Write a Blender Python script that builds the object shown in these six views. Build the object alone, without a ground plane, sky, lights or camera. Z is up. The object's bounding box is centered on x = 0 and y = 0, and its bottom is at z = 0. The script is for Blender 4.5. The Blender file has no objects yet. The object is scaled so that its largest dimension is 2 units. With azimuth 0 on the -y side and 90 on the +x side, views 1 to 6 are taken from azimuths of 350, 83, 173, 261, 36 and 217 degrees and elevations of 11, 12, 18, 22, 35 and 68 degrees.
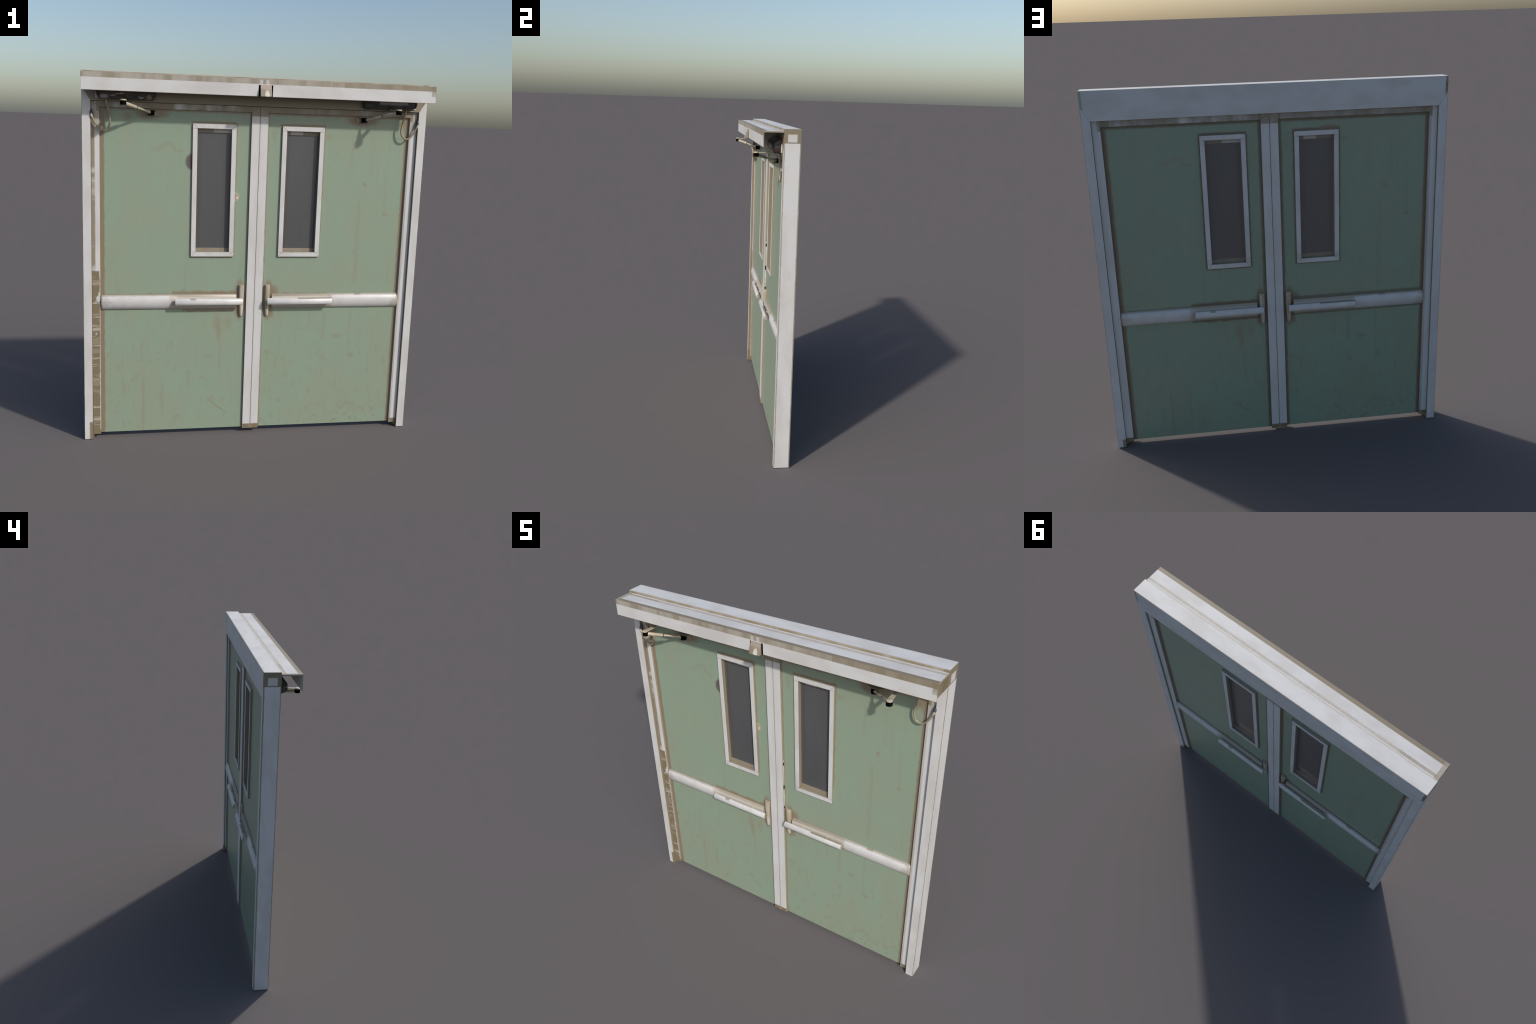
"""Worn institutional double door: painted steel frame, two green leaves with
vision panels, panic push bars on both faces, overhead closers behind a cover."""
import bpy, bmesh, math
from mathutils import Vector, Matrix

# ------------------------------------------------------------------ sizes (m)
XO, XI = 0.9327, 0.888            # jamb post outer / inner edge
YF, YB = 0.012, 0.1072            # frame front / back plane
YC = 0.0602                       # centre plane of the wall line
ZTOP, ZHEAD, ZMITRE = 2.000, 1.8515, 1.9235
SF, SB = 0.0272, 0.0918          # door-stop ring front / back plane
XS = 0.8447                      # stop ring inner edge
XM = 0.0455                      # mullion half width
ZST, ZSB = 1.8195, 0.0222        # stop ring: underside of top rail, foot
DF, DB, DZ = 0.0387, 0.0790, 0.0280   # leaf front / back plane, bottom
WX0, WX1, WZ0, WZ1 = 0.1255, 0.3605, 1.0345, 1.7520   # vision frame outside
WB = 0.0255                      # vision frame bar width
WF, WBK = 0.0287, 0.0910         # vision frame front / back plane

# ------------------------------------------------------------------ colours
WHITE   = (0.615, 0.612, 0.603)
WHITE_D = (0.545, 0.530, 0.515)
TAN     = (0.205, 0.164, 0.100)
TAN_L   = (0.315, 0.270, 0.205)
CREAM   = (0.430, 0.375, 0.290)
BROWN   = (0.232, 0.177, 0.114)
RUST    = (0.245, 0.135, 0.080)
GREEN   = (0.262, 0.340, 0.254)
GREEN_D = (0.276, 0.326, 0.240)
DARK    = (0.012, 0.011, 0.010)

# ================================================================== materials
class Paint:
    """Painted metal whose stains are soft boxes laid out in object space."""
    def __init__(self, name, base, base2, rough=0.55, mottle=(7, 7, 3.5), turn=False, metallic=0.0, spec=0.5):
        self.m = bpy.data.materials.new(name)
        self.m.use_nodes = True
        self.t = self.m.node_tree
        self.t.nodes.clear()
        self.out = self.n('ShaderNodeOutputMaterial')
        self.b = self.n('ShaderNodeBsdfPrincipled')
        self.t.links.new(self.b.outputs[0], self.out.inputs[0])
        self.b.inputs['Roughness'].default_value = rough
        self.b.inputs['Metallic'].default_value = metallic
        self.b.inputs['Specular IOR Level'].default_value = spec
        self.P = self.n('ShaderNodeTexCoord').outputs['Object']
        self.P0 = self.P
        if turn:      # faces behind the centre plane carry the same stains turned half round
            s = self.n('ShaderNodeSeparateXYZ'); self.l(self.P, s.inputs[0])
            back = self.math('GREATER_THAN', s.outputs[1], YC)
            sg = self.math('MULTIPLY_ADD', back, -2.0, 1.0)
            nx = self.math('MULTIPLY', s.outputs[0], sg)
            yy = self.math('MULTIPLY_ADD', self.math('SUBTRACT', s.outputs[1], YC), sg, YC)
            c = self.n('ShaderNodeCombineXYZ')
            self.l(nx, c.inputs[0]); self.l(yy, c.inputs[1]); self.l(s.outputs[2], c.inputs[2])
            self.P = c.outputs[0]
        self.cache = {}
        f = self.noise(mottle, detail=4, lo=0.36, hi=0.68)
        self.col = self.mix(f, base, base2)

    # -- small helpers
    def n(self, kind):
        return self.t.nodes.new(kind)
    def l(self, a, b):
        self.t.links.new(a, b)
    def put(self, v, sock):
        if hasattr(v, 'is_linked'):
            self.l(v, sock)
        else:
            sock.default_value = v
    def math(self, op, a, b=None, c=None, clamp=False):
        k = self.n('ShaderNodeMath'); k.operation = op; k.use_clamp = clamp
        for i, v in enumerate((a, b, c)):
            if v is not None:
                self.put(v, k.inputs[i])
        return k.outputs[0]
    def vmath(self, op, a, b=None):
        k = self.n('ShaderNodeVectorMath'); k.operation = op
        self.put(a, k.inputs[0])
        if b is not None:
            self.put(b, k.inputs[1])
        return k.outputs[0]
    def ramp(self, v, lo, hi, a=0.0, b=1.0):
        k = self.n('ShaderNodeMapRange'); k.interpolation_type = 'SMOOTHSTEP'
        self.put(v, k.inputs[0])
        for i, x in enumerate((lo, hi, a, b)):
            k.inputs[i + 1].default_value = x
        return k.outputs[0]
    def noise(self, scale, detail=3, lo=None, hi=None, shift=(0, 0, 0), colour=False, rough=0.55):
        v = self.vmath('MULTIPLY', self.P, scale)
        v = self.vmath('ADD', v, shift)
        k = self.n('ShaderNodeTexNoise'); k.inputs['Scale'].default_value = 1.0
        k.inputs['Detail'].default_value = detail; k.inputs['Roughness'].default_value = rough
        self.l(v, k.inputs['Vector'])
        if colour:
            return k.outputs['Color']
        f = k.outputs[0]
        return f if lo is None else self.ramp(f, lo, hi)
    def mix(self, f, a, b):
        k = self.n('ShaderNodeMix'); k.data_type = 'RGBA'
        self.put(f, k.inputs[0])
        for v, s in ((a, k.inputs[6]), (b, k.inputs[7])):
            if isinstance(v, tuple):
                s.default_value = (*v, 1)
            else:
                self.l(v, s)
        return k.outputs[2]
    def warped(self, amp):
        if amp not in self.cache:
            a = self.vmath('SUBTRACT', self.noise((26, 26, 26), 6, colour=True, rough=0.72), (0.5, 0.5, 0.5))
            self.cache[amp] = self.vmath('ADD', self.P, self.vmath('MULTIPLY', a, (amp * 5,) * 3))
        return self.cache[amp]
    def box(self, x, y, z, soft=0.004, amp=0.0, raw=False):
        """1 inside the axis-aligned box, fading over `soft`; None = unbounded."""
        rng = [r if r else (-9.0, 9.0) for r in (x, y, z)]
        c = tuple((r[0] + r[1]) / 2 for r in rng)
        h = tuple((r[1] - r[0]) / 2 for r in rng)
        P = self.P0 if raw else self.warped(amp) if amp else self.P
        d = self.vmath('SUBTRACT', self.vmath('ABSOLUTE', self.vmath('SUBTRACT', P, c)), h)
        s = self.n('ShaderNodeSeparateXYZ'); self.l(d, s.inputs[0])
        m = self.math('MAXIMUM', self.math('MAXIMUM', s.outputs[0], s.outputs[1]), s.outputs[2])
        return self.ramp(m, soft, -soft, 0.0, 1.0)
    def blob(self, centre, radii, soft=0.4, amp=0.0):
        P = self.warped(amp) if amp else self.P
        v = self.vmath('DIVIDE', self.vmath('SUBTRACT', P, centre), radii)
        k = self.n('ShaderNodeVectorMath'); k.operation = 'LENGTH'; self.l(v, k.inputs[0])
        return self.ramp(k.outputs['Value'], 1 + soft, 1 - soft)
    def stain(self, colour, mask, strength=1.0, streak=None):
        if streak:
            mask = self.math('MULTIPLY', mask, self.noise(streak[0], 3, streak[1], streak[2]))
        if strength != 1.0:
            mask = self.math('MULTIPLY', mask, strength)
        self.col = self.mix(mask, self.col, colour)
        return self
    def stains(self, colour, boxes, soft=0.004, amp=0.0, strength=1.0, streak=None):
        m = None
        for bx in boxes:
            k = self.box(*bx, soft=soft, amp=amp)
            m = k if m is None else self.math('MAXIMUM', m, k)
        return self.stain(colour, m, strength, streak)
    def done(self, bump=0.0, bscale=90):
        self.l(self.col, self.b.inputs['Base Color'])
        if bump:
            k = self.n('ShaderNodeBump'); k.inputs['Strength'].default_value = bump
            k.inputs['Distance'].default_value = 0.002
            self.l(self.noise((bscale,) * 3, 4), k.inputs['Height'])
            self.l(k.outputs[0], self.b.inputs['Normal'])
        return self.m

N_ = None
def E(a, w):
    """band of width 2w around coordinate a"""
    return (a - w, a + w)

# --- jamb posts
p = Paint('post_paint', WHITE, WHITE_D, mottle=(9, 9, 4))
p.stains(TAN_L, [(E(s * XO, .0016), E(YF, .0016), N_) for s in (-1, 1)] +
                [(E(s * XI, .0013), E(YF, .0030), N_) for s in (-1, 1)], soft=.0015, amp=.0008, strength=.8)
p.stains(TAN, [(E(s * XO, .002), (YB - .007, YB + .002), N_) for s in (-1, 1)] +
              [(E(s * XO, .001), (YF - .001, YF + .0050), N_) for s in (-1, 1)], soft=.002, amp=.0015, strength=.85)
p.stains(TAN, [((-.905, -.86), (0, .03), (-.1, .100))], soft=.004, amp=.0015, strength=.95)
p.stains(TAN, [((.86, .905), (.085, .12), (-.1, .050))], soft=.004, amp=.0015, strength=.9)
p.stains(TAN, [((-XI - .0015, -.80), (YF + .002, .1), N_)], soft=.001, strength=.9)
p.stains(TAN, [((.80, XI + .0015), (YF + .002, .1), N_)], soft=.001, strength=.95)  # inner face tinted nearly full tan, its shade included in the colour
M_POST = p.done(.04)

# --- header beam
p = Paint('header_paint', WHITE, WHITE_D, mottle=(5, 9, 9))
p.stains(TAN_L, [(N_, E(YF, .0015), (1.984, 1.9994))], soft=.0008, strength=.9)
p.stains(TAN, [(N_, E(YF, .0012), (1.984, 1.9994))], soft=.001, strength=.9, streak=((6, 1, 1), .38, .62))
p.stains(TAN_L, [(N_, E(YF, .0030), E(ZTOP, .0016)), (N_, (YB - .0045, YB + .01), (ZTOP - .0010, ZTOP + .01)), (N_, (YF, YF + .0040), (ZTOP - .0010, ZTOP + .01))], soft=.0022, amp=.0010, strength=.75)
p.stains(TAN, [(E(s * XO, .001), N_, N_) for s in (-1, 1)], soft=.0008, strength=.95)
p.stains(WHITE, [(E(s * XO, .002), (.0335, .0835), (1.9290, 1.9700)) for s in (-1, 1)], soft=.004, amp=.0008)
p.stains(GREEN, [((-.9305, -.9205), (0, .0135), (1.80, 1.9992)), ((.9185, .9310), (.1068, .12), (1.80, 1.9992))], soft=.001)
p.stains(TAN, [((-.95, -.9190), (.1060, .12), N_), ((.905, .95), (0, .0135), N_)], soft=.0025, amp=.0015)
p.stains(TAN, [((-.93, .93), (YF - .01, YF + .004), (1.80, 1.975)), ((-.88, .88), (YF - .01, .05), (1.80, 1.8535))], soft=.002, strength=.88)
M_HEADER = p.done(.04)

# --- stop ring (jamb stops, head stops, mullion halves), stains turned for the back
p = Paint('stop_paint', WHITE, WHITE_D, mottle=(9, 9, 3), turn=True)
p.stains(TAN, [(N_, N_, (-1, .0495))], soft=.004, amp=.001)                                   # feet
p.stain(RUST, p.blob((.012, SF, .034), (.018, .02, .016), .5, .001), .55)
p.stains(TAN_L, [((XS, XS + .010), (0, .035), N_)], soft=.004, amp=.001, strength=.7)          # right stop
front = p.box(N_, (-1, YC), N_, soft=.0005, raw=True)
def jamb(colour, bx, strength, soft=.0025, amp=.001, streak=None):
    p.stain(colour, p.math('MULTIPLY', p.box(*bx, soft=soft, amp=amp), front), strength, streak)
jamb(TAN, ((-.895, -.869), (0, .0340), (.9, 1.86)), .85, .004, .001, ((1, 1, 9), .30, .50))
jamb(TAN, ((-.90, -.8475), (0, .0340), (-1, .955)), 1.0, .004, .003)                                       # left stop, worn low down
jamb(TAN_L, ((-.90, -.850), (0, .0340), (.06, .955)), .55, .002, .001, ((1.5, 1, 13), .54, .56))
jamb((.44, .40, .355), ((-.886, -.849), (0, .0340), (.07, .945)), .85, .002, .0006, ((2.0, 1, 34), .56, .585))
jamb(WHITE, ((-.870, -.846), (0, .0340), (.58, .950)), .85, .004, .002, ((14, 1, 13), .56, .60))
jamb(TAN, ((-.90, -.80), (0, .0345), (1.70, 1.9)), .8, .05, .004)
jamb(TAN, ((.80, .90), (0, .0345), (1.76, 1.9)), .8, .05, .004)
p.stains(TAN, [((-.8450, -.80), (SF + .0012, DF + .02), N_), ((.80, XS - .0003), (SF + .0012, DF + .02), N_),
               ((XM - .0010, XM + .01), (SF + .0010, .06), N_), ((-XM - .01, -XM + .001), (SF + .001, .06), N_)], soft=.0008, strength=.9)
p.stains(TAN_L, [(E(0, .0026), (0, .04), N_), (E(XM, .0018), (0, .04), N_), (E(-XM, .0012), (0, .04), N_)], soft=.0018, amp=.0008, strength=.85)
p.stains(WHITE_D, [(E(0, .010), (0, .04), N_), (E(XS, .012), (0, .04), N_)], soft=.006, amp=.003, strength=.55, streak=((8, 1, 5), .38, .60))
p.stains(TAN, [((-.86, .86), (0, .0300), (ZST - .02, ZHEAD + .02))], soft=.003, amp=.001, strength=.9, streak=((6, 1, 3), .28, .50))
p.stains(WHITE_D, [((.22, .42), (0, .03), (ZST - .02, ZHEAD + .02))], soft=.04, amp=.01, strength=.30, streak=((40, 1, 3), .40, .56))
p.stains(TAN_L, [((-.044, .044), (0, .04), (1.80, 1.86))], soft=.008, amp=.002, strength=.5)
M_STOP = p.done(.04)

# --- closer cover
p = Paint('cover_paint', WHITE, WHITE_D, mottle=(6, 9, 6))
p.stains(TAN_L, [(N_, E(-.102, .0006), (1.9620, 2.0))], soft=.0016, strength=.95)
p.stains(TAN, [(N_, E(-.102, .0006), (1.9625, 2.0))], soft=.0016, strength=.75, streak=((11, 1, 1), .42, .62))
p.stains(TAN, [((.42, 1), E(-.102, .0008), (1.9620, 2.0))], soft=.004, amp=.0005, strength=.85)
p.stains(TAN, [((.908, 1), E(-.102, .001), (1.934, 2.0))], soft=.003, amp=.0025)
p.stains(WHITE, [((-.030, -.016), E(-.102, .001), (1.945, 1.984)), ((.002, .016), E(-.102, .001), (1.945, 1.984))], soft=.003, amp=.001, strength=.8)
p.stains(TAN, [(N_, (-.1016, -.0785), (1.9870, 2.0))], soft=.0014)
p.stains(TAN_L, [((-1, -.905), (-.2, .05), (1.9870, 2.0))], soft=.0015, strength=.85)
p.stains(TAN_L, [(N_, (-.0160, -.0010), (1.9870, 2.0))], soft=.0045, amp=.0005, strength=.75, streak=((5, 1, 1), .10, .62))
p.stains(TAN_L, [(N_, (-.0140, -.0030), (1.9870, 2.0))], soft=.004, strength=.35, streak=((60, 1, 1), .42, .56))
p.stains(TAN, [((-.91, -.70), (-.0160, -.0010), (1.9870, 2.0))], soft=.004, amp=.0008, strength=.6)
p.stains(TAN_L, [(N_, (-.105, -.090), (1.89, 1.9012))], soft=.0012, amp=.0006, strength=.9)
p.stains(TAN, [((-1, -.9292), N_, N_), ((.9292, 1), N_, N_)], soft=.0006, strength=.7)
M_COVER = p.done(.04)

# --- vision frames
p = Paint('vision_frame_paint', WHITE, WHITE_D, mottle=(16, 16, 8), turn=True)
xs = [s * v for s in (-1, 1) for v in (WX0, WX1)]
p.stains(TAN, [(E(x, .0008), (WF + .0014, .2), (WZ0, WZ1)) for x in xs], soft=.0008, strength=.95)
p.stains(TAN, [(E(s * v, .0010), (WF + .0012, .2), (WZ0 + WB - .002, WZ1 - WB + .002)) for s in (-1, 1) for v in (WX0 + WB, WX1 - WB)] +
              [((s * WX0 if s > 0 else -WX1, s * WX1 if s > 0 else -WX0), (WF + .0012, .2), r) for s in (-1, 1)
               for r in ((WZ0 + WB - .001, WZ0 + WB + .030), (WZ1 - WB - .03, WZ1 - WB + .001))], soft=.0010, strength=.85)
p.stains(WHITE_D, [((-.245, -.12), (.04, .2), (1.69, 1.735)), ((.178, .245), (.04, .2), (1.69, 1.735))], soft=.004, amp=.001, strength=.8)
p.stains(BROWN, [(N_, (.04, .2), (WZ0 + WB - .001, WZ0 + WB + .03))], soft=.002, strength=.6, streak=((45, 1, 2), .56, .62))
p.stains(TAN_L, [(E(x, .0014), (0, .04), N_) for x in xs] +
                [(N_, (0, .04), E(z, .0014)) for z in (WZ0, WZ1, WZ1 - WB, WZ0 + WB)], soft=.0016, amp=.0008, strength=.75)
M_VISION = p.done(.04)

# --- door leaves
p = Paint('leaf_paint', GREEN, GREEN_D, rough=0.36, mottle=(4.5, 4.5, 3.0), turn=True)
p.stain(GREEN_D, p.noise((21, 21, 5), 4, .50, .66, (3, 1, 7)), .55)
p.stain((.262, .268, .188), p.noise((30, 30, 2.2), 3, .60, .74, (9, 4, 2)), .38)               # run marks
p.stain((.260, .262, .180), p.noise((48, 48, 40), 5, .58, .72, (1, 8, 3)), .35)                # speckle
low = p.box(N_, N_, (-1, .62), soft=.28)
p.stain((.262, .245, .165), p.math('MULTIPLY', p.noise((34, 34, 17), 4, .56, .70, (5, 5, 1)), low), .40)
scuff = p.math('ABSOLUTE', p.math('SUBTRACT', p.noise((9, 9, 9), 2, shift=(4, 2, 9)), .5))
scuff = p.math('MULTIPLY', p.ramp(scuff, .022, .004), p.box((.42, .80), N_, (.02, .20), soft=.09))
p.stain((.275, .232, .160), scuff, .40)
p.stain((.262, .230, .150), p.math('MULTIPLY', p.noise((26, 26, 30), 4, .54, .66, (2, 2, 5)), p.box((.34, .80), N_, (-.1, .12), soft=.06)), .7)
# individual marks
FR = (0.0, 0.05)
def mark(x, z, s=.4, soft=.006, amp=.002, col=(.265, .215, .148)):
    p.stains(col, [(x, FR, z)], soft=soft * 1.4, amp=amp * 1.5, strength=s * .9, streak=((30, 30, 8), .30, .52))
mark((-.616, -.607), (.03, .37), .55, .006, .001)
mark((-.730, -.725), (.24, .52), .35, .005, .001)
mark((-.69, -.52), (.441, .447), .40, .006, .0025)
mark((.565, .573), (.44, .73), .40, .010, .002)
mark((.405, .420), (.55, .72), .40, .012, .003)
mark((.64, .65), (1.50, 1.74), .30, .014, .004)
mark((.725, .737), (1.28, 1.55), .28, .012, .004)
mark((.575, .588), (.88, 1.36), .40, .012, .006)
for (cx, cz, rx, rz, s) in ((.6075, 1.444, .008, .011, .7), (.737, 1.278, .013, .008, .6), (.588, .446, .011, .014, .6),
                            (.490, .567, .022, .014, .5), (-.205, .655, .020, .045, .50), (-.195, .600, .011, .040, .5),
                            (-.140, .655, .016, .035, .35),
                            (-.556, 1.609, .020, .014, .45), (-.530, 1.620, .020, .012, .45), (-.505, 1.636, .018, .011, .50),
                            (-.482, 1.647, .016, .009, .55), (-.466, 1.634, .009, .012, .55), (-.456, 1.616, .008, .013, .60),
                            (-.440, 1.604, .014, .008, .60), (-.418, 1.605, .012, .006, .45),
                            (.39, 1.70, .020, .014, .4), (.085, 1.70, .014, .035, .35), (.10, 1.745, .012, .006, .4),
                            (.09, .475, .02, .012, .35), (.335, .13, .012, .010, .4), (.06, .06, .008, .02, .45), (-.245, .198, .010, .007, .5)):
    p.stain((.270, .190, .120), p.blob((cx, DF, cz), (rx, .05, rz), .85, .006), s * (.42 if cz > 1.59 and cx < 0 else .75))
# diagonal scratch
rot = p.n('ShaderNodeVectorRotate'); rot.rotation_type = 'Y_AXIS'; rot.inputs['Angle'].default_value = math.radians(-37.5)
rot.inputs['Center'].default_value = (-.187, DF, .154); p.l(p.warped(.001), rot.inputs['Vector'])
dv = p.vmath('DIVIDE', p.vmath('SUBTRACT', rot.outputs[0], (-.187, DF, .154)), (.080, .05, .004))
ln = p.n('ShaderNodeVectorMath'); ln.operation = 'LENGTH'; p.l(dv, ln.inputs[0])
p.stain((.270, .190, .125), p.ramp(ln.outputs['Value'], 1.3, .5), .55)
# rust-brown borders
p.stains(BROWN, [((-.86, -.8215), FR, N_), ((.8240, .86), FR, N_)], soft=.004, amp=.0035, strength=.92)
p.stains(BROWN, [((XM - .01, XM + .0065), FR, N_), ((-XM - .0045, -XM + .01), FR, N_)], soft=.0035, amp=.003, strength=.75)
p.stains(BROWN, [(N_, FR, (1.8085, 1.84))], soft=.006, amp=.006, strength=.8)
p.stains(BROWN, [((-WX0 - .001, -WX0 + .0055), FR, (WZ0 + .02, WZ1 + .008)), ((WX1 - .001, WX1 + .0060), FR, (WZ0 + .10, WZ1 + .008)),
                 ((-WX1 - .002, -WX0 + .004), FR, (WZ1 - .001, WZ1 + .012)), ((WX0 - .008, WX1 + .006), FR, (WZ1 - .001, WZ1 + .013)),
                 ((WX0 - .005, WX0), FR, (1.55, WZ1)), ((-WX1 - .003, -WX1), FR, (WZ0, WZ1)),
                 ((-WX1, -WX0), FR, (WZ0 - .008, WZ0)), ((WX0, WX1), FR, (WZ0 - .005, WZ0))], soft=.0035, amp=.004, strength=.85)
p.stains(BROWN, [((-.46, -.05), FR, (.80, .836)), ((-.845, -.46), FR, (.80, .823)), ((.10, .42), FR, (.80, .823)), ((-.40, -.08), FR, (.722, .74))],
         soft=.007, amp=.008, strength=.80)
p.stains(RUST, [((-.44, -.10), FR, (.822, .842))], soft=.008, amp=.008, strength=.45, streak=((12, 1, 12), .46, .60))
for sx, rx in ((-.080, .034), (.080, .034)):
    p.stain(BROWN, p.blob((sx, DF, .785), (rx, .05, .110), .22, .006), .85)
p.stain(BROWN, p.blob((.108, DF, .835), (.030, .05, .030), .5, .006), .7)
p.stain(RUST, p.blob((.106, DF, .700), (.010, .05, .020), .6, .003), .5)
front = p.box(N_, (-1, YC), N_, soft=.0005, raw=True)
rear = p.box(N_, (YC, 1), N_, soft=.0005, raw=True)
def local(colour, mask, side, strength):
    p.stain(colour, p.math('MULTIPLY', mask, side), strength)
for sx in (-1, 1):
    local(BROWN, p.blob((sx * .576, DF, 1.800), (.085, .05, .034), .35, .010), front, .8)
    local(BROWN, p.blob((sx * .845, DF, 1.800), (.055, .05, .060), .40, .010), front, .75)
local(BROWN, p.blob((-.70, DF, 1.775), (.022, .05, .018), .6, .006), front, .5)
local(RUST, p.blob((.520, DF, 1.800), (.016, .05, .024), .6, .006), front, .6)
local(RUST, p.blob((.802, DF, 1.786), (.010, .05, .016), .6, .006), front, .5)
# rear faces carry a broader grime line round the frame, bars and panels
dark_brown = (.150, .125, .085)
for bx in (((-.86, -.832), N_, N_), ((.832, .86), N_, N_), ((-XM - .016, XM + .016), N_, N_), (N_, N_, (1.803, 1.84)),
           ((-WX1 - .007, -WX0 + .007), N_, (WZ0 - .006, WZ1 + .010)), ((WX0 - .006, WX1 + .007), N_, (WZ0 - .006, WZ1 + .010)),
           ((-.46, -.05), N_, (.725, .835)), ((.05, .84), N_, (.728, .838))):
    local(dark_brown, p.box(*bx, soft=.006, amp=.003), rear, .75)
local(RUST, p.blob((.8420, DF, 1.765), (.012, .05, .030), .5, .004), rear, .5)
local(BROWN, p.blob((.31, DF, 1.757), (.055, .05, .020), .4, .004), rear, .8)
# dark and pale half-discs beside the left vision panel
def half_disc(colour, centre, radii, cut, soft, strength):
    local(colour, p.math('MULTIPLY', p.blob((centre[0], DF, centre[1]), (radii[0], .05, radii[1]), soft), p.box(cut, N_, N_)), front, strength)
half_disc((.085, .092, .088), (-.366, 1.549), (.029, .040), (-1, -.355), .25, .9)
half_disc((.16, .055, .045), (-.357, 1.552), (.017, .042), (-1, -.355), .5, .8)
half_disc((.46, .44, .34), (-.124, 1.366), (.025, .025), (-.127, 0), .14, .7)
half_disc((.42, .24, .165), (-.125, 1.362), (.017, .018), (-.127, 0), .4, .8)
half_disc((.75, .72, .64), (-.112, 1.360), (.005, .007), (-.127, 0), .6, .8)
M_LEAF = p.done(.10, 170)

# --- push bars
p = Paint('rail_paint', (.590, .580, .570), (.545, .530, .515), rough=.38, mottle=(14, 14, 10))
p.stains((.440, .400, .335), [((-.47, .445), N_, N_)], soft=.012, amp=.004, strength=.85)
p.stains(TAN_L, [(N_, (.0285, .05), (.80, .83))], soft=.003, amp=.002, strength=.75)
p.stains(TAN_L, [((-.85, -.78), N_, N_), ((.79, .85), N_, N_)], soft=.03, amp=.006, strength=.5, streak=((20, 20, 30), .42, .62))
p.stains(TAN, [((.585, .620), N_, (.812, .83)), ((-.845, -.835), N_, N_)], soft=.003, amp=.002, strength=.55)
p.stains(TAN_L, [(N_, N_, (.73, .745)), ((.832, .85), N_, N_)], soft=.004, amp=.002, strength=.6)
M_RAIL = p.done(.04)
p = Paint('touch_paint', (.60, .59, .58), (.54, .53, .515), rough=.35, mottle=(20, 20, 20))
p.stains(TAN, [((.245, .45), (-.0045, .01), (.795, .81))], soft=.0015, amp=.0005, strength=.9)
p.stains(TAN_L, [((-.36, -.33), N_, (.797, .81)), (E(.443, .0008), N_, N_), (E(-.069, .0008), N_, N_)], soft=.002, amp=.001, strength=.9)
M_TOUCH = p.done(.03)
p = Paint('latch_paint', CREAM, (.34, .29, .21), rough=.42, mottle=(30, 30, 14))
p.stains(WHITE_D, [((-.075, -.060), N_, (.66, .76)), ((-.085, -.074), N_, (.80, .86)), ((.075, .082), N_, (.67, .75))], soft=.006, amp=.003, strength=.8)
M_LATCH = p.done(.05)

# --- closers and their arms
p = Paint('arm_paint', (.46, .405, .315), (.40, .345, .255), rough=.32, mottle=(25, 25, 25)); M_ARM = p.done(.03)
p = Paint('bracket_paint', (.30, .265, .205), (.25, .210, .145), rough=.45, mottle=(25, 25, 25)); M_BRACKET = p.done(.03)  # base colours darkened to match the bracket lying in shade
p = Paint('black_cap', (.003, .003, .003), (.002, .002, .002), rough=.9, spec=.05); M_CAP = p.done()
p = Paint('cable_paint', (.33, .275, .195), (.27, .225, .155), rough=.25, mottle=(40, 40, 40)); M_CABLE = p.done()
p = Paint('boot_paint', (.050, .050, .075), (.04, .04, .06), rough=.5); M_BOOT = p.done()
p = Paint('closer_metal', (.045, .042, .040), (.085, .080, .078), rough=.42, mottle=(18, 30, 30), metallic=.25)
p.stain((.075, .028, .020), p.noise((16, 16, 22), 3, .52, .64, (7, 3, 1)), .8)
p.stain((.42, .42, .43), p.noise((20, 40, 34), 4, .62, .68, (2, 6, 4)), .75)
p.stain((.30, .28, .22), p.blob((-.592, -.02, 1.870), (.012, .06, .018), .4, .002), .7)
p.stain((.36, .36, .37), p.blob((-.818, -.02, 1.872), (.020, .06, .012), .5, .003), .8)
p.stain((.40, .40, .41), p.box((.64, .80), (-.06, -.02), (1.885, 1.905), soft=.008, amp=.003), .7)
M_CLOSER = p.done(.05)
p = Paint('sensor_paint', (.29, .245, .175), (.24, .198, .130), rough=.4, mottle=(18, 18, 18))
p.stains((.37, .30, .26), [(N_, N_, (1.938, 1.97))], soft=.006, amp=.002, strength=.8)
p.stain((.62, .60, .56), p.blob((.006, -.125, 1.906), (.012, .03, .026), .35, .001), .9)
M_SENSOR = p.done(.03)
p = Paint('strike_metal', (.46, .43, .37), (.62, .60, .56), rough=.25, mottle=(20, 20, 9))
p.stain((.012, .010, .009), p.noise((2, 2, 20), 2, .53, .62, (1, 3, 5)), 1.0)  # black bands over pale base paint the chrome's glints and dark reflections
M_STRIKE = p.done()

# --- glass: nearly opaque smoky wired-glass panes that let a trace of light through
p = Paint('smoky_glass', (.104, .105, .109), (.096, .096, .100), rough=.30, mottle=(9, 9, 2), spec=.8)
p.stains((.085, .070, .060), [((s * .243 - .086, s * .243 - .068), N_, N_) for s in (-1, 1)], soft=.006, amp=.003, strength=.5)
M_GLASS = p.done()
tr = p.n('ShaderNodeBsdfTransparent'); mx = p.n('ShaderNodeMixShader'); mx.inputs[0].default_value = .25
p.l(p.b.outputs[0], mx.inputs[1]); p.l(tr.outputs[0], mx.inputs[2]); p.l(mx.outputs[0], p.out.inputs[0])

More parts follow.
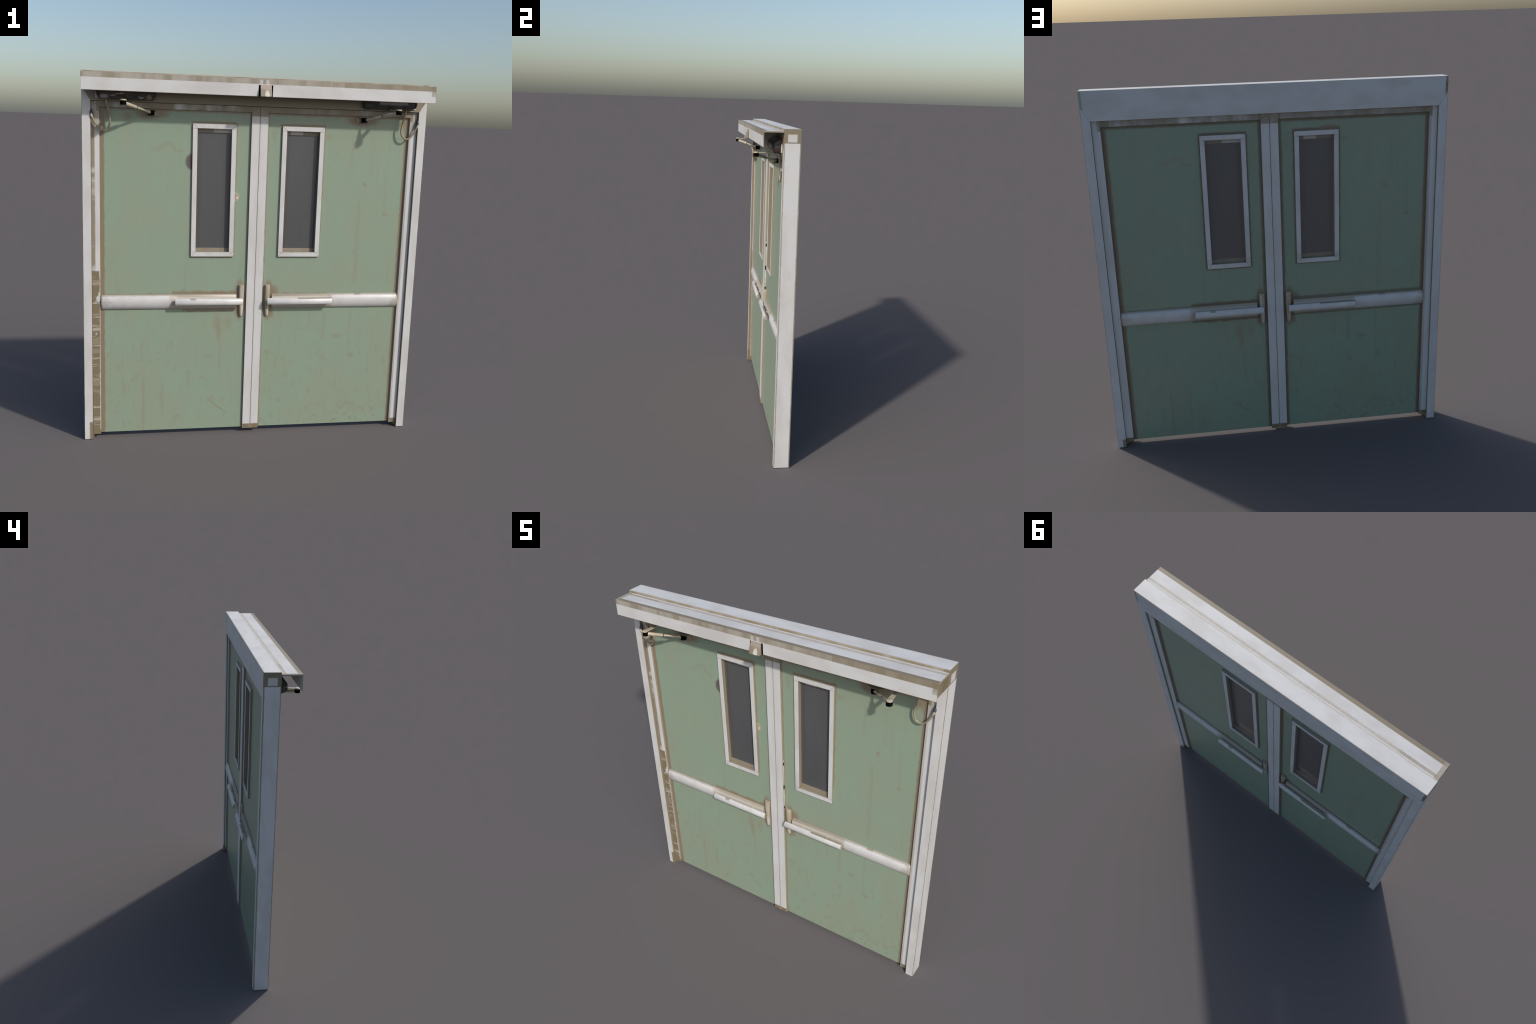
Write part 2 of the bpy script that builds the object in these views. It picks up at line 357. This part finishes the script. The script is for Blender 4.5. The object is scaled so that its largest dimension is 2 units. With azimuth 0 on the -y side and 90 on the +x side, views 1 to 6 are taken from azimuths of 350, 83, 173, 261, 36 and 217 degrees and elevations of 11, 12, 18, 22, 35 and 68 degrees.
# ================================================================== modelling
ROOT = bpy.data.objects.new('double_door', None)
bpy.context.scene.collection.objects.link(ROOT)
ROOT['label'] = 'worn green double door with white frame and push bars'
ROOT['category'] = 'double door'

def loft(bm, rings, caps=True):
    """join successive closed rings of equal length"""
    vs = [[bm.verts.new(q) for q in r] for r in rings]
    k = len(rings[0])
    for a, b in zip(vs, vs[1:]):
        for i in range(k):
            bm.faces.new((a[i], a[(i + 1) % k], b[(i + 1) % k], b[i]))
    if caps:
        bm.faces.new(vs[0]); bm.faces.new(vs[-1])
    return vs

def prism(bm, poly, axis, a, b):
    """extrude a 2-D polygon along an axis; the polygon gives the other two coordinates in xyz order"""
    def at(q, h):
        return {'x': (h, q[0], q[1]), 'y': (q[0], h, q[1]), 'z': (q[0], q[1], h)}[axis]
    loft(bm, [[at(q, a) for q in poly], [at(q, b) for q in poly]])

def box(bm, x, y, z):
    prism(bm, [(x[0], y[0]), (x[1], y[0]), (x[1], y[1]), (x[0], y[1])], 'z', z[0], z[1])

def tube(bm, pts, radius, seg=14):
    pts = [Vector(q) for q in pts]
    rings = []
    n = None
    for i, q in enumerate(pts):
        t = (pts[min(i + 1, len(pts) - 1)] - pts[max(i - 1, 0)]).normalized()
        if n is None:
            n = t.cross(Vector((0, 0, 1)) if abs(t.z) < .9 else Vector((0, 1, 0))).normalized()
        n = (n - t * n.dot(t)).normalized()
        m = t.cross(n)
        r = radius[i] if isinstance(radius, (list, tuple)) else radius
        rings.append([q + (n * math.cos(a) + m * math.sin(a)) * r for a in [2 * math.pi * k / seg for k in range(seg)]])
    loft(bm, rings)

def part(name, build, mat, parent=None, bevel=0.0, segs=2, smooth=True, flip=False):
    bm = bmesh.new()
    build(bm)
    if flip:
        for v in bm.verts:
            v.co.x = -v.co.x
    bmesh.ops.recalc_face_normals(bm, faces=bm.faces)
    if bevel:
        sharp = [e for e in bm.edges if len(e.link_faces) == 2 and e.calc_face_angle(0) > math.radians(24)]
        bmesh.ops.bevel(bm, geom=sharp, offset=bevel, segments=segs, profile=.5, affect='EDGES', clamp_overlap=True)
    me = bpy.data.meshes.new(name)
    bm.to_mesh(me); bm.free()
    me.materials.append(mat)
    if smooth and not bevel:
        me.polygons.foreach_set('use_smooth', [True] * len(me.polygons))
        me.set_sharp_from_angle(angle=math.radians(30))
    ob = bpy.data.objects.new(name, me)
    bpy.context.scene.collection.objects.link(ob)
    ob.parent = parent or ROOT
    return ob

def half_turn(ob, parent=None):
    """the same piece on the other face of the door: shared mesh, turned 180 degrees"""
    c = ob.copy()
    c.rotation_euler = (0, 0, math.pi)
    c.location = (0, 2 * YC, 0)
    bpy.context.scene.collection.objects.link(c)
    if parent:
        c.parent = parent
    return c

GAP = 0.0006
# ---- frame: posts mitred under the header
def post(bm):
    g = GAP
    prism(bm, [(XI, 0), (XO, 0), (XO, ZMITRE - g), (XI, ZHEAD - g)], 'y', YF, YB)
def post_tongue(bm):
    prism(bm, [(XI + .002, .036), (.8795, .053), (.8795, .069), (XI + .002, .083)], 'z', 0.0, ZSB + .003)
POSTS = []
for s in (False, True):
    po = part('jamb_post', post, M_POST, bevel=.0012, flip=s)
    part('jamb_tongue', post_tongue, M_POST, parent=po, flip=s)
    POSTS.append(po)
def header(bm):
    prism(bm, [(-XI, ZHEAD), (XI, ZHEAD), (XO, ZMITRE), (XO, ZTOP), (-XO, ZTOP), (-XO, ZMITRE)], 'y', YF, YB)
HEADER = part('header_beam', header, M_HEADER, bevel=.0012)

# ---- stop rings: one per leaf, mitred at the upper corners
def jamb_stop(bm):
    prism(bm, [(XS, ZSB), (XI - .0008, ZSB), (XI - .0008, ZHEAD - .001), (XS, ZST)], 'y', SF, SB)
def head_stop(bm):
    g = .0005
    prism(bm, [(XM + g, ZST), (XS - g, ZST), (XI - .001 - g, ZHEAD - .001), (.0015 + g, ZHEAD - .001)], 'y', SF, SB)
def mullion_half(bm):
    prism(bm, [(.0007, ZSB), (XM, ZSB), (XM, ZST), (.0007 + .0008, ZHEAD - .001), (.0007, ZHEAD - .001)], 'y', SF, SB)
for s in (False, True):
    part('jamb_stop', jamb_stop, M_STOP, bevel=.0012, flip=s)
    part('head_stop', head_stop, M_STOP, bevel=.0010, flip=s)
    part('mullion_half', mullion_half, M_STOP, bevel=.0012, flip=s)
part('strike_strip', lambda bm: box(bm, (XM - .001, XM + .0012), (.0300, .0385), (.872, 1.200)), M_STRIKE, bevel=.0004)

# ---- door leaves with a rectangular vision opening
def leaf(bm):
    hx0, hx1, hz0, hz1 = WX0 + .006, WX1 - .006, WZ0 + .006, WZ1 - .006
    x0, x1, z0, z1 = XM - .004, XS + .004, DZ, ZST + .004
    rings = []
    outer = [(x0, z0), (x1, z0), (x1, z1), (x0, z1)]
    inner = [(hx0, hz0), (hx1, hz0), (hx1, hz1), (hx0, hz1)]
    vo = [[bm.verts.new((q[0], y, q[1])) for q in outer] for y in (DF, DB)]
    vi = [[bm.verts.new((q[0], y, q[1])) for q in inner] for y in (DF, DB)]
    for i in range(4):
        j = (i + 1) % 4
        bm.faces.new((vo[0][i], vo[0][j], vo[1][j], vo[1][i]))
        bm.faces.new((vi[0][i], vi[0][j], vi[1][j], vi[1][i]))
        for k in (0, 1):
            bm.faces.new((vo[k][i], vo[k][j], vi[k][j], vi[k][i]))

def vision_frame(bm):
    g = .0005
    x0, x1, z0, z1, w = WX0, WX1, WZ0, WZ1, WB
    for poly in ([(x0 + g, z0), (x1 - g, z0), (x1 - w - g, z0 + w), (x0 + w + g, z0 + w)],
                 [(x0 + g, z1), (x1 - g, z1), (x1 - w - g, z1 - w), (x0 + w + g, z1 - w)],
                 [(x0, z0 + g), (x0 + w, z0 + w + g), (x0 + w, z1 - w - g), (x0, z1 - g)],
                 [(x1, z0 + g), (x1 - w, z0 + w + g), (x1 - w, z1 - w - g), (x1, z1 - g)]):
        prism(bm, poly, 'y', WF, WBK)
def glazing_bead(z0, z1):
    return lambda bm: box(bm, (WX0 + WB - .001, WX1 - WB + .001), (.0530, .0698), (z0, z1))
def glass_pane(bm):
    box(bm, (WX0 + WB - .001, WX1 - WB + .001), (.0545, .0685), (WZ0 + WB - .001, WZ1 - WB + .001))

# ---- push bar: rail hugging the leaf, touch bar standing off it, latch case
RAIL = [(.0405, .7380), (.0330, .7400), (.0255, .7480), (.0195, .7610), (.0165, .7760),
        (.0170, .7920), (.0215, .8060), (.0300, .8160), (.0350, .8200), (.0405, .8205)]
RAIL_LOW = [(.0405, .7380), (.0350, .7390), (.0290, .7450), (.0240, .7580), (.0208, .7740),
            (.0212, .7900), (.0255, .8030), (.0318, .8115), (.0345, .8195), (.0405, .8205)]
def blend(a, b, t):
    return [(p0[0] + (p1[0] - p0[0]) * t, p0[1] + (p1[1] - p0[1]) * t) for p0, p1 in zip(a, b)]
def push_rail(bm):
    yc, zc = .0405, .779
    def ring(x, prof, k=1.0):
        return [(x, yc + (q[0] - yc) * k, zc + (q[1] - zc) * (0.5 + 0.5 * k)) for q in prof]
    rs = [ring(.1005, RAIL_LOW, .94), ring(.1020, RAIL_LOW)]
    rs += [ring(.420, RAIL_LOW)] + [ring(.420 + .048 * t, blend(RAIL_LOW, RAIL, t * t * (3 - 2 * t))) for t in (.2, .4, .6, .8, 1)]
    rs += [ring(.832, RAIL), ring(.8375, RAIL, .96), ring(.8410, RAIL, .86), ring(.8428, RAIL, .70)]
    loft(bm, rs)
TOUCH = [(.0030, .7708), (-.0040, .7680), (-.0090, .7695), (-.0122, .7745), (-.0128, .7820),
         (-.0115, .7895), (-.0080, .7965), (-.0020, .8030), (.0030, .8040)]
def touch_bar(bm):
    yc, zc = -.004, .786
    def ring(x, k):
        return [(x, yc + (q[0] - yc) * k, zc + (q[1] - zc) * k) for q in TOUCH]
    loft(bm, [ring(.0690, .93), ring(.0702, 1), ring(.4418, 1), ring(.4430, .93)])
def touch_stud(bm):
    for x in (.1734, .335):
        tube(bm, [(x, .004 - .003, .7900), (x, .028, .7900)], .0055, 12)
def latch_case(bm):
    rows = [(.8725, .0150, .0180), (.8710, .0158, .0196), (.845, .0160, .0200), (.800, .0152, .0195), (.750, .0135, .0180),
            (.715, .0115, .0160), (.700, .0098, .0135), (.6925, .0080, .0100), (.6895, .0055, .0060)]
    rings = []
    for z, w, d in rows:
        r = []
        for k in range(13):
            a = math.pi * k / 12
            r.append((.0735 - w * math.copysign(abs(math.cos(a)) ** .75, math.cos(a)), .0405 - d * math.sin(a) ** .8, z))
        rings.append(r)
    loft(bm, rings)

LEAVES = []
for s in (False, True):
    lf = part('door_leaf', leaf, M_LEAF, flip=s, smooth=False)
    part('vision_frame', vision_frame, M_VISION, parent=lf, bevel=.0011, flip=s)
    part('glazing_bead', glazing_bead(WZ1 - WB - .0200, WZ1 - WB + .001), M_VISION, parent=lf, bevel=.0008, flip=s)
    part('glazing_bead', glazing_bead(WZ0 + WB - .001, WZ0 + WB + .0195), M_VISION, parent=lf, bevel=.0008, flip=s)
    part('glass_pane', glass_pane, M_GLASS, parent=lf, flip=s)
    LEAVES.append(lf)
for lf, other, s in ((LEAVES[0], LEAVES[1], False), (LEAVES[1], LEAVES[0], True)):
    for nm, fn, mt, bv in (('push_rail', push_rail, M_RAIL, 0), ('touch_bar', touch_bar, M_TOUCH, 0),
                           ('touch_stud', touch_stud, M_RAIL, 0), ('latch_case', latch_case, M_LATCH, 0)):
        ob = part(nm, fn, mt, parent=lf, bevel=bv, flip=s)
        half_turn(ob, other)

# ---- cover over the closers: an L of folded sheet, open below and at the ends
def cover(bm):
    y0, z1, t, lip = -.1020, 1.9880, .0090, .0050
    prism(bm, [(y0, 1.8990), (y0 + lip, 1.8990), (y0 + lip, z1 - t), (YF - .0006, z1 - t), (YF - .0006, z1), (y0, z1)], 'x', -.9300, .9300)
COVER = part('closer_cover', cover, M_COVER, bevel=.0010)
def sensor(bm):
    prism(bm, [(-.1010, 1.9590), (-.1065, 1.9590), (-.1268, 1.9020), (-.1255, 1.8985), (-.1010, 1.8985)], 'x', -.0290, .0290)
SENSOR = part('motion_sensor', sensor, M_SENSOR, bevel=.0008)
part('sensor_black_plate', lambda bm: box(bm, (-.0370, .0380), (-.1028, -.1000), (1.8992, 1.9575)), M_CAP, parent=SENSOR)

# ---- closers
def closer_body(bm):
    prof = [(YF, 1.859), (-.008, 1.8595), (-.026, 1.8680), (-.0390, 1.8880), (-.0395, 1.9130), (-.0240, 1.9310), (-.005, 1.9450), (YF, 1.9460)]
    zc, yc = 1.900, YF
    def ring(x, k):
        return [(x, yc + (q[0] - yc) * k, zc + (q[1] - zc) * k) for q in prof]
    loft(bm, [ring(.558, .62), ring(.563, .84), ring(.573, 1), ring(.838, 1), ring(.848, .84), ring(.853, .62)])
def closer_boss(bm):
    xs = (.846, .852, .8522, .8560, .8560, .8535, .8535, .8575)
    tube(bm, [(x, -.013, 1.893) for x in xs[:4]], [.0240, .0240, .0185, .0185], 24)
    tube(bm, [(.8550, -.013, 1.893), (.8605, -.013, 1.893)], [.0090, .0085], 16)
    tube(bm, [(.711, -.010, 1.868), (.711, -.010, 1.8535)], .0110, 18)
def closer_plate(bm):
    box(bm, (.5700, .8640), (.0062, YF + .001), (1.8655, 1.9160))
ELBOW, PIVOT = Vector((.7215, -.1178, 0)), Vector((.579, .0203, 0))
def main_arm(bm):
    """flat strap from the closer spindle to the elbow, round at the elbow"""
    a, b = Vector((.711, -.010, 0)), ELBOW
    d = (b - a).normalized(); n = Vector((-d.y, d.x, 0))
    pts = [a + n * .0085, a - n * .0085]
    pts += [b + (n * -math.cos(t) + d * math.sin(t)) * .0125 for t in [math.pi * k / 10 for k in range(11)]]
    prism(bm, [(q.x, q.y) for q in pts], 'z', 1.8540, 1.8580)
    tube(bm, [(b.x, b.y, 1.8535), (b.x, b.y, 1.8585), (b.x, b.y, 1.8605)], [.0158, .0155, .0120], 22)
def elbow_cap(bm):
    tube(bm, [(ELBOW.x, ELBOW.y, 1.8320), (ELBOW.x, ELBOW.y, 1.8534)], .0154, 22)
    tube(bm, [(PIVOT.x, PIVOT.y, 1.7865), (PIVOT.x, PIVOT.y, 1.8118)], .0160, 22)
def forearm(bm):
    a, c = Vector((ELBOW.x, ELBOW.y, 1.8425)), Vector((PIVOT.x, PIVOT.y, 1.7990))
    q = lambda t: a + (c - a) * t
    tube(bm, [q(.03), q(.10), q(.44), q(.465)], [.0095, .0098, .0090, .0060], 16)
    tube(bm, [q(.455), q(.50), q(.70), q(.84), q(.95)], [.0050, .0056, .0055, .0068, .0100], 14)
def forearm_collar(bm):
    a, c = Vector((ELBOW.x, ELBOW.y, 1.8425)), Vector((PIVOT.x, PIVOT.y, 1.7990))
    tube(bm, [a + (c - a) * .462, a + (c - a) * .478], .0064, 14)
def arm_bracket(bm):
    box(bm, (.5350, .6175), (.0345, .0410), (1.7835, 1.8130))
    prism(bm, [(.5350, .0400), (.5400, .0290), (.5640, .0110), (.5940, .0110), (.6150, .0290), (.6175, .0400)], 'z', 1.8118, 1.8142)
    prism(bm, [(.5350, .0400), (.5620, .0260), (.5960, .0260), (.6175, .0400)], 'z', 1.7835, 1.7855)

def spline(ctrl, per=8):
    c = [Vector(q) for q in ctrl]
    c = [c[0] * 2 - c[1]] + c + [c[-1] * 2 - c[-2]]
    out = []
    for i in range(1, len(c) - 2):
        for k in range(per):
            t = k / per
            a, b, d, e = c[i - 1:i + 3]
            out.append(.5 * ((2 * b) + (d - a) * t + (2 * a - 5 * b + 4 * d - e) * t * t + (3 * b - a - 3 * d + e) * t ** 3))
    return out + [c[-2]]
def cable(bm):
    tube(bm, spline([(.8105, .006, 1.864), (.8070, .006, 1.840), (.7985, .007, 1.805), (.7915, .009, 1.765), (.7910, .011, 1.738),
                     (.8010, .0115, 1.714), (.8220, .0115, 1.7030), (.8440, .0110, 1.712), (.8640, .0100, 1.737), (.8800, .0085, 1.769)]), .0046, 12)
def cable_ferrule(bm):
    tube(bm, [(.8790, .0085, 1.766), (.8835, .0085, 1.776), (.8845, .0100, 1.784)], [.0055, .0062, .0062], 14)
def cable_boot(bm):
    tube(bm, [(.8842, .0100, 1.782), (.8850, .0130, 1.790), (.8868, .0190, 1.803), (.8885, .0230, 1.811)], [.0070, .0076, .0070, .0050], 14)

for s in (False, True):
    body = part('door_closer', closer_body, M_CLOSER, bevel=.0025, flip=s)
    part('closer_boss', closer_boss, M_CLOSER, parent=body, flip=s)
    part('closer_plate', closer_plate, M_TOUCH, parent=body, bevel=.0006, flip=s)
    part('closer_arm', main_arm, M_ARM, parent=body, flip=s)
    part('arm_rod', forearm, M_ARM, parent=body, flip=s)
    part('rod_collar', forearm_collar, M_CAP, parent=body, flip=s)
    part('pivot_cap', elbow_cap, M_CAP, parent=body, flip=s)
    part('arm_bracket', arm_bracket, M_BRACKET, parent=body, flip=s)
    cb = part('power_cable', cable, M_CABLE, flip=s)
    part('cable_ferrule', cable_ferrule, M_ARM, parent=cb, flip=s)
    part('cable_boot', cable_boot, M_BOOT, parent=cb, flip=s)
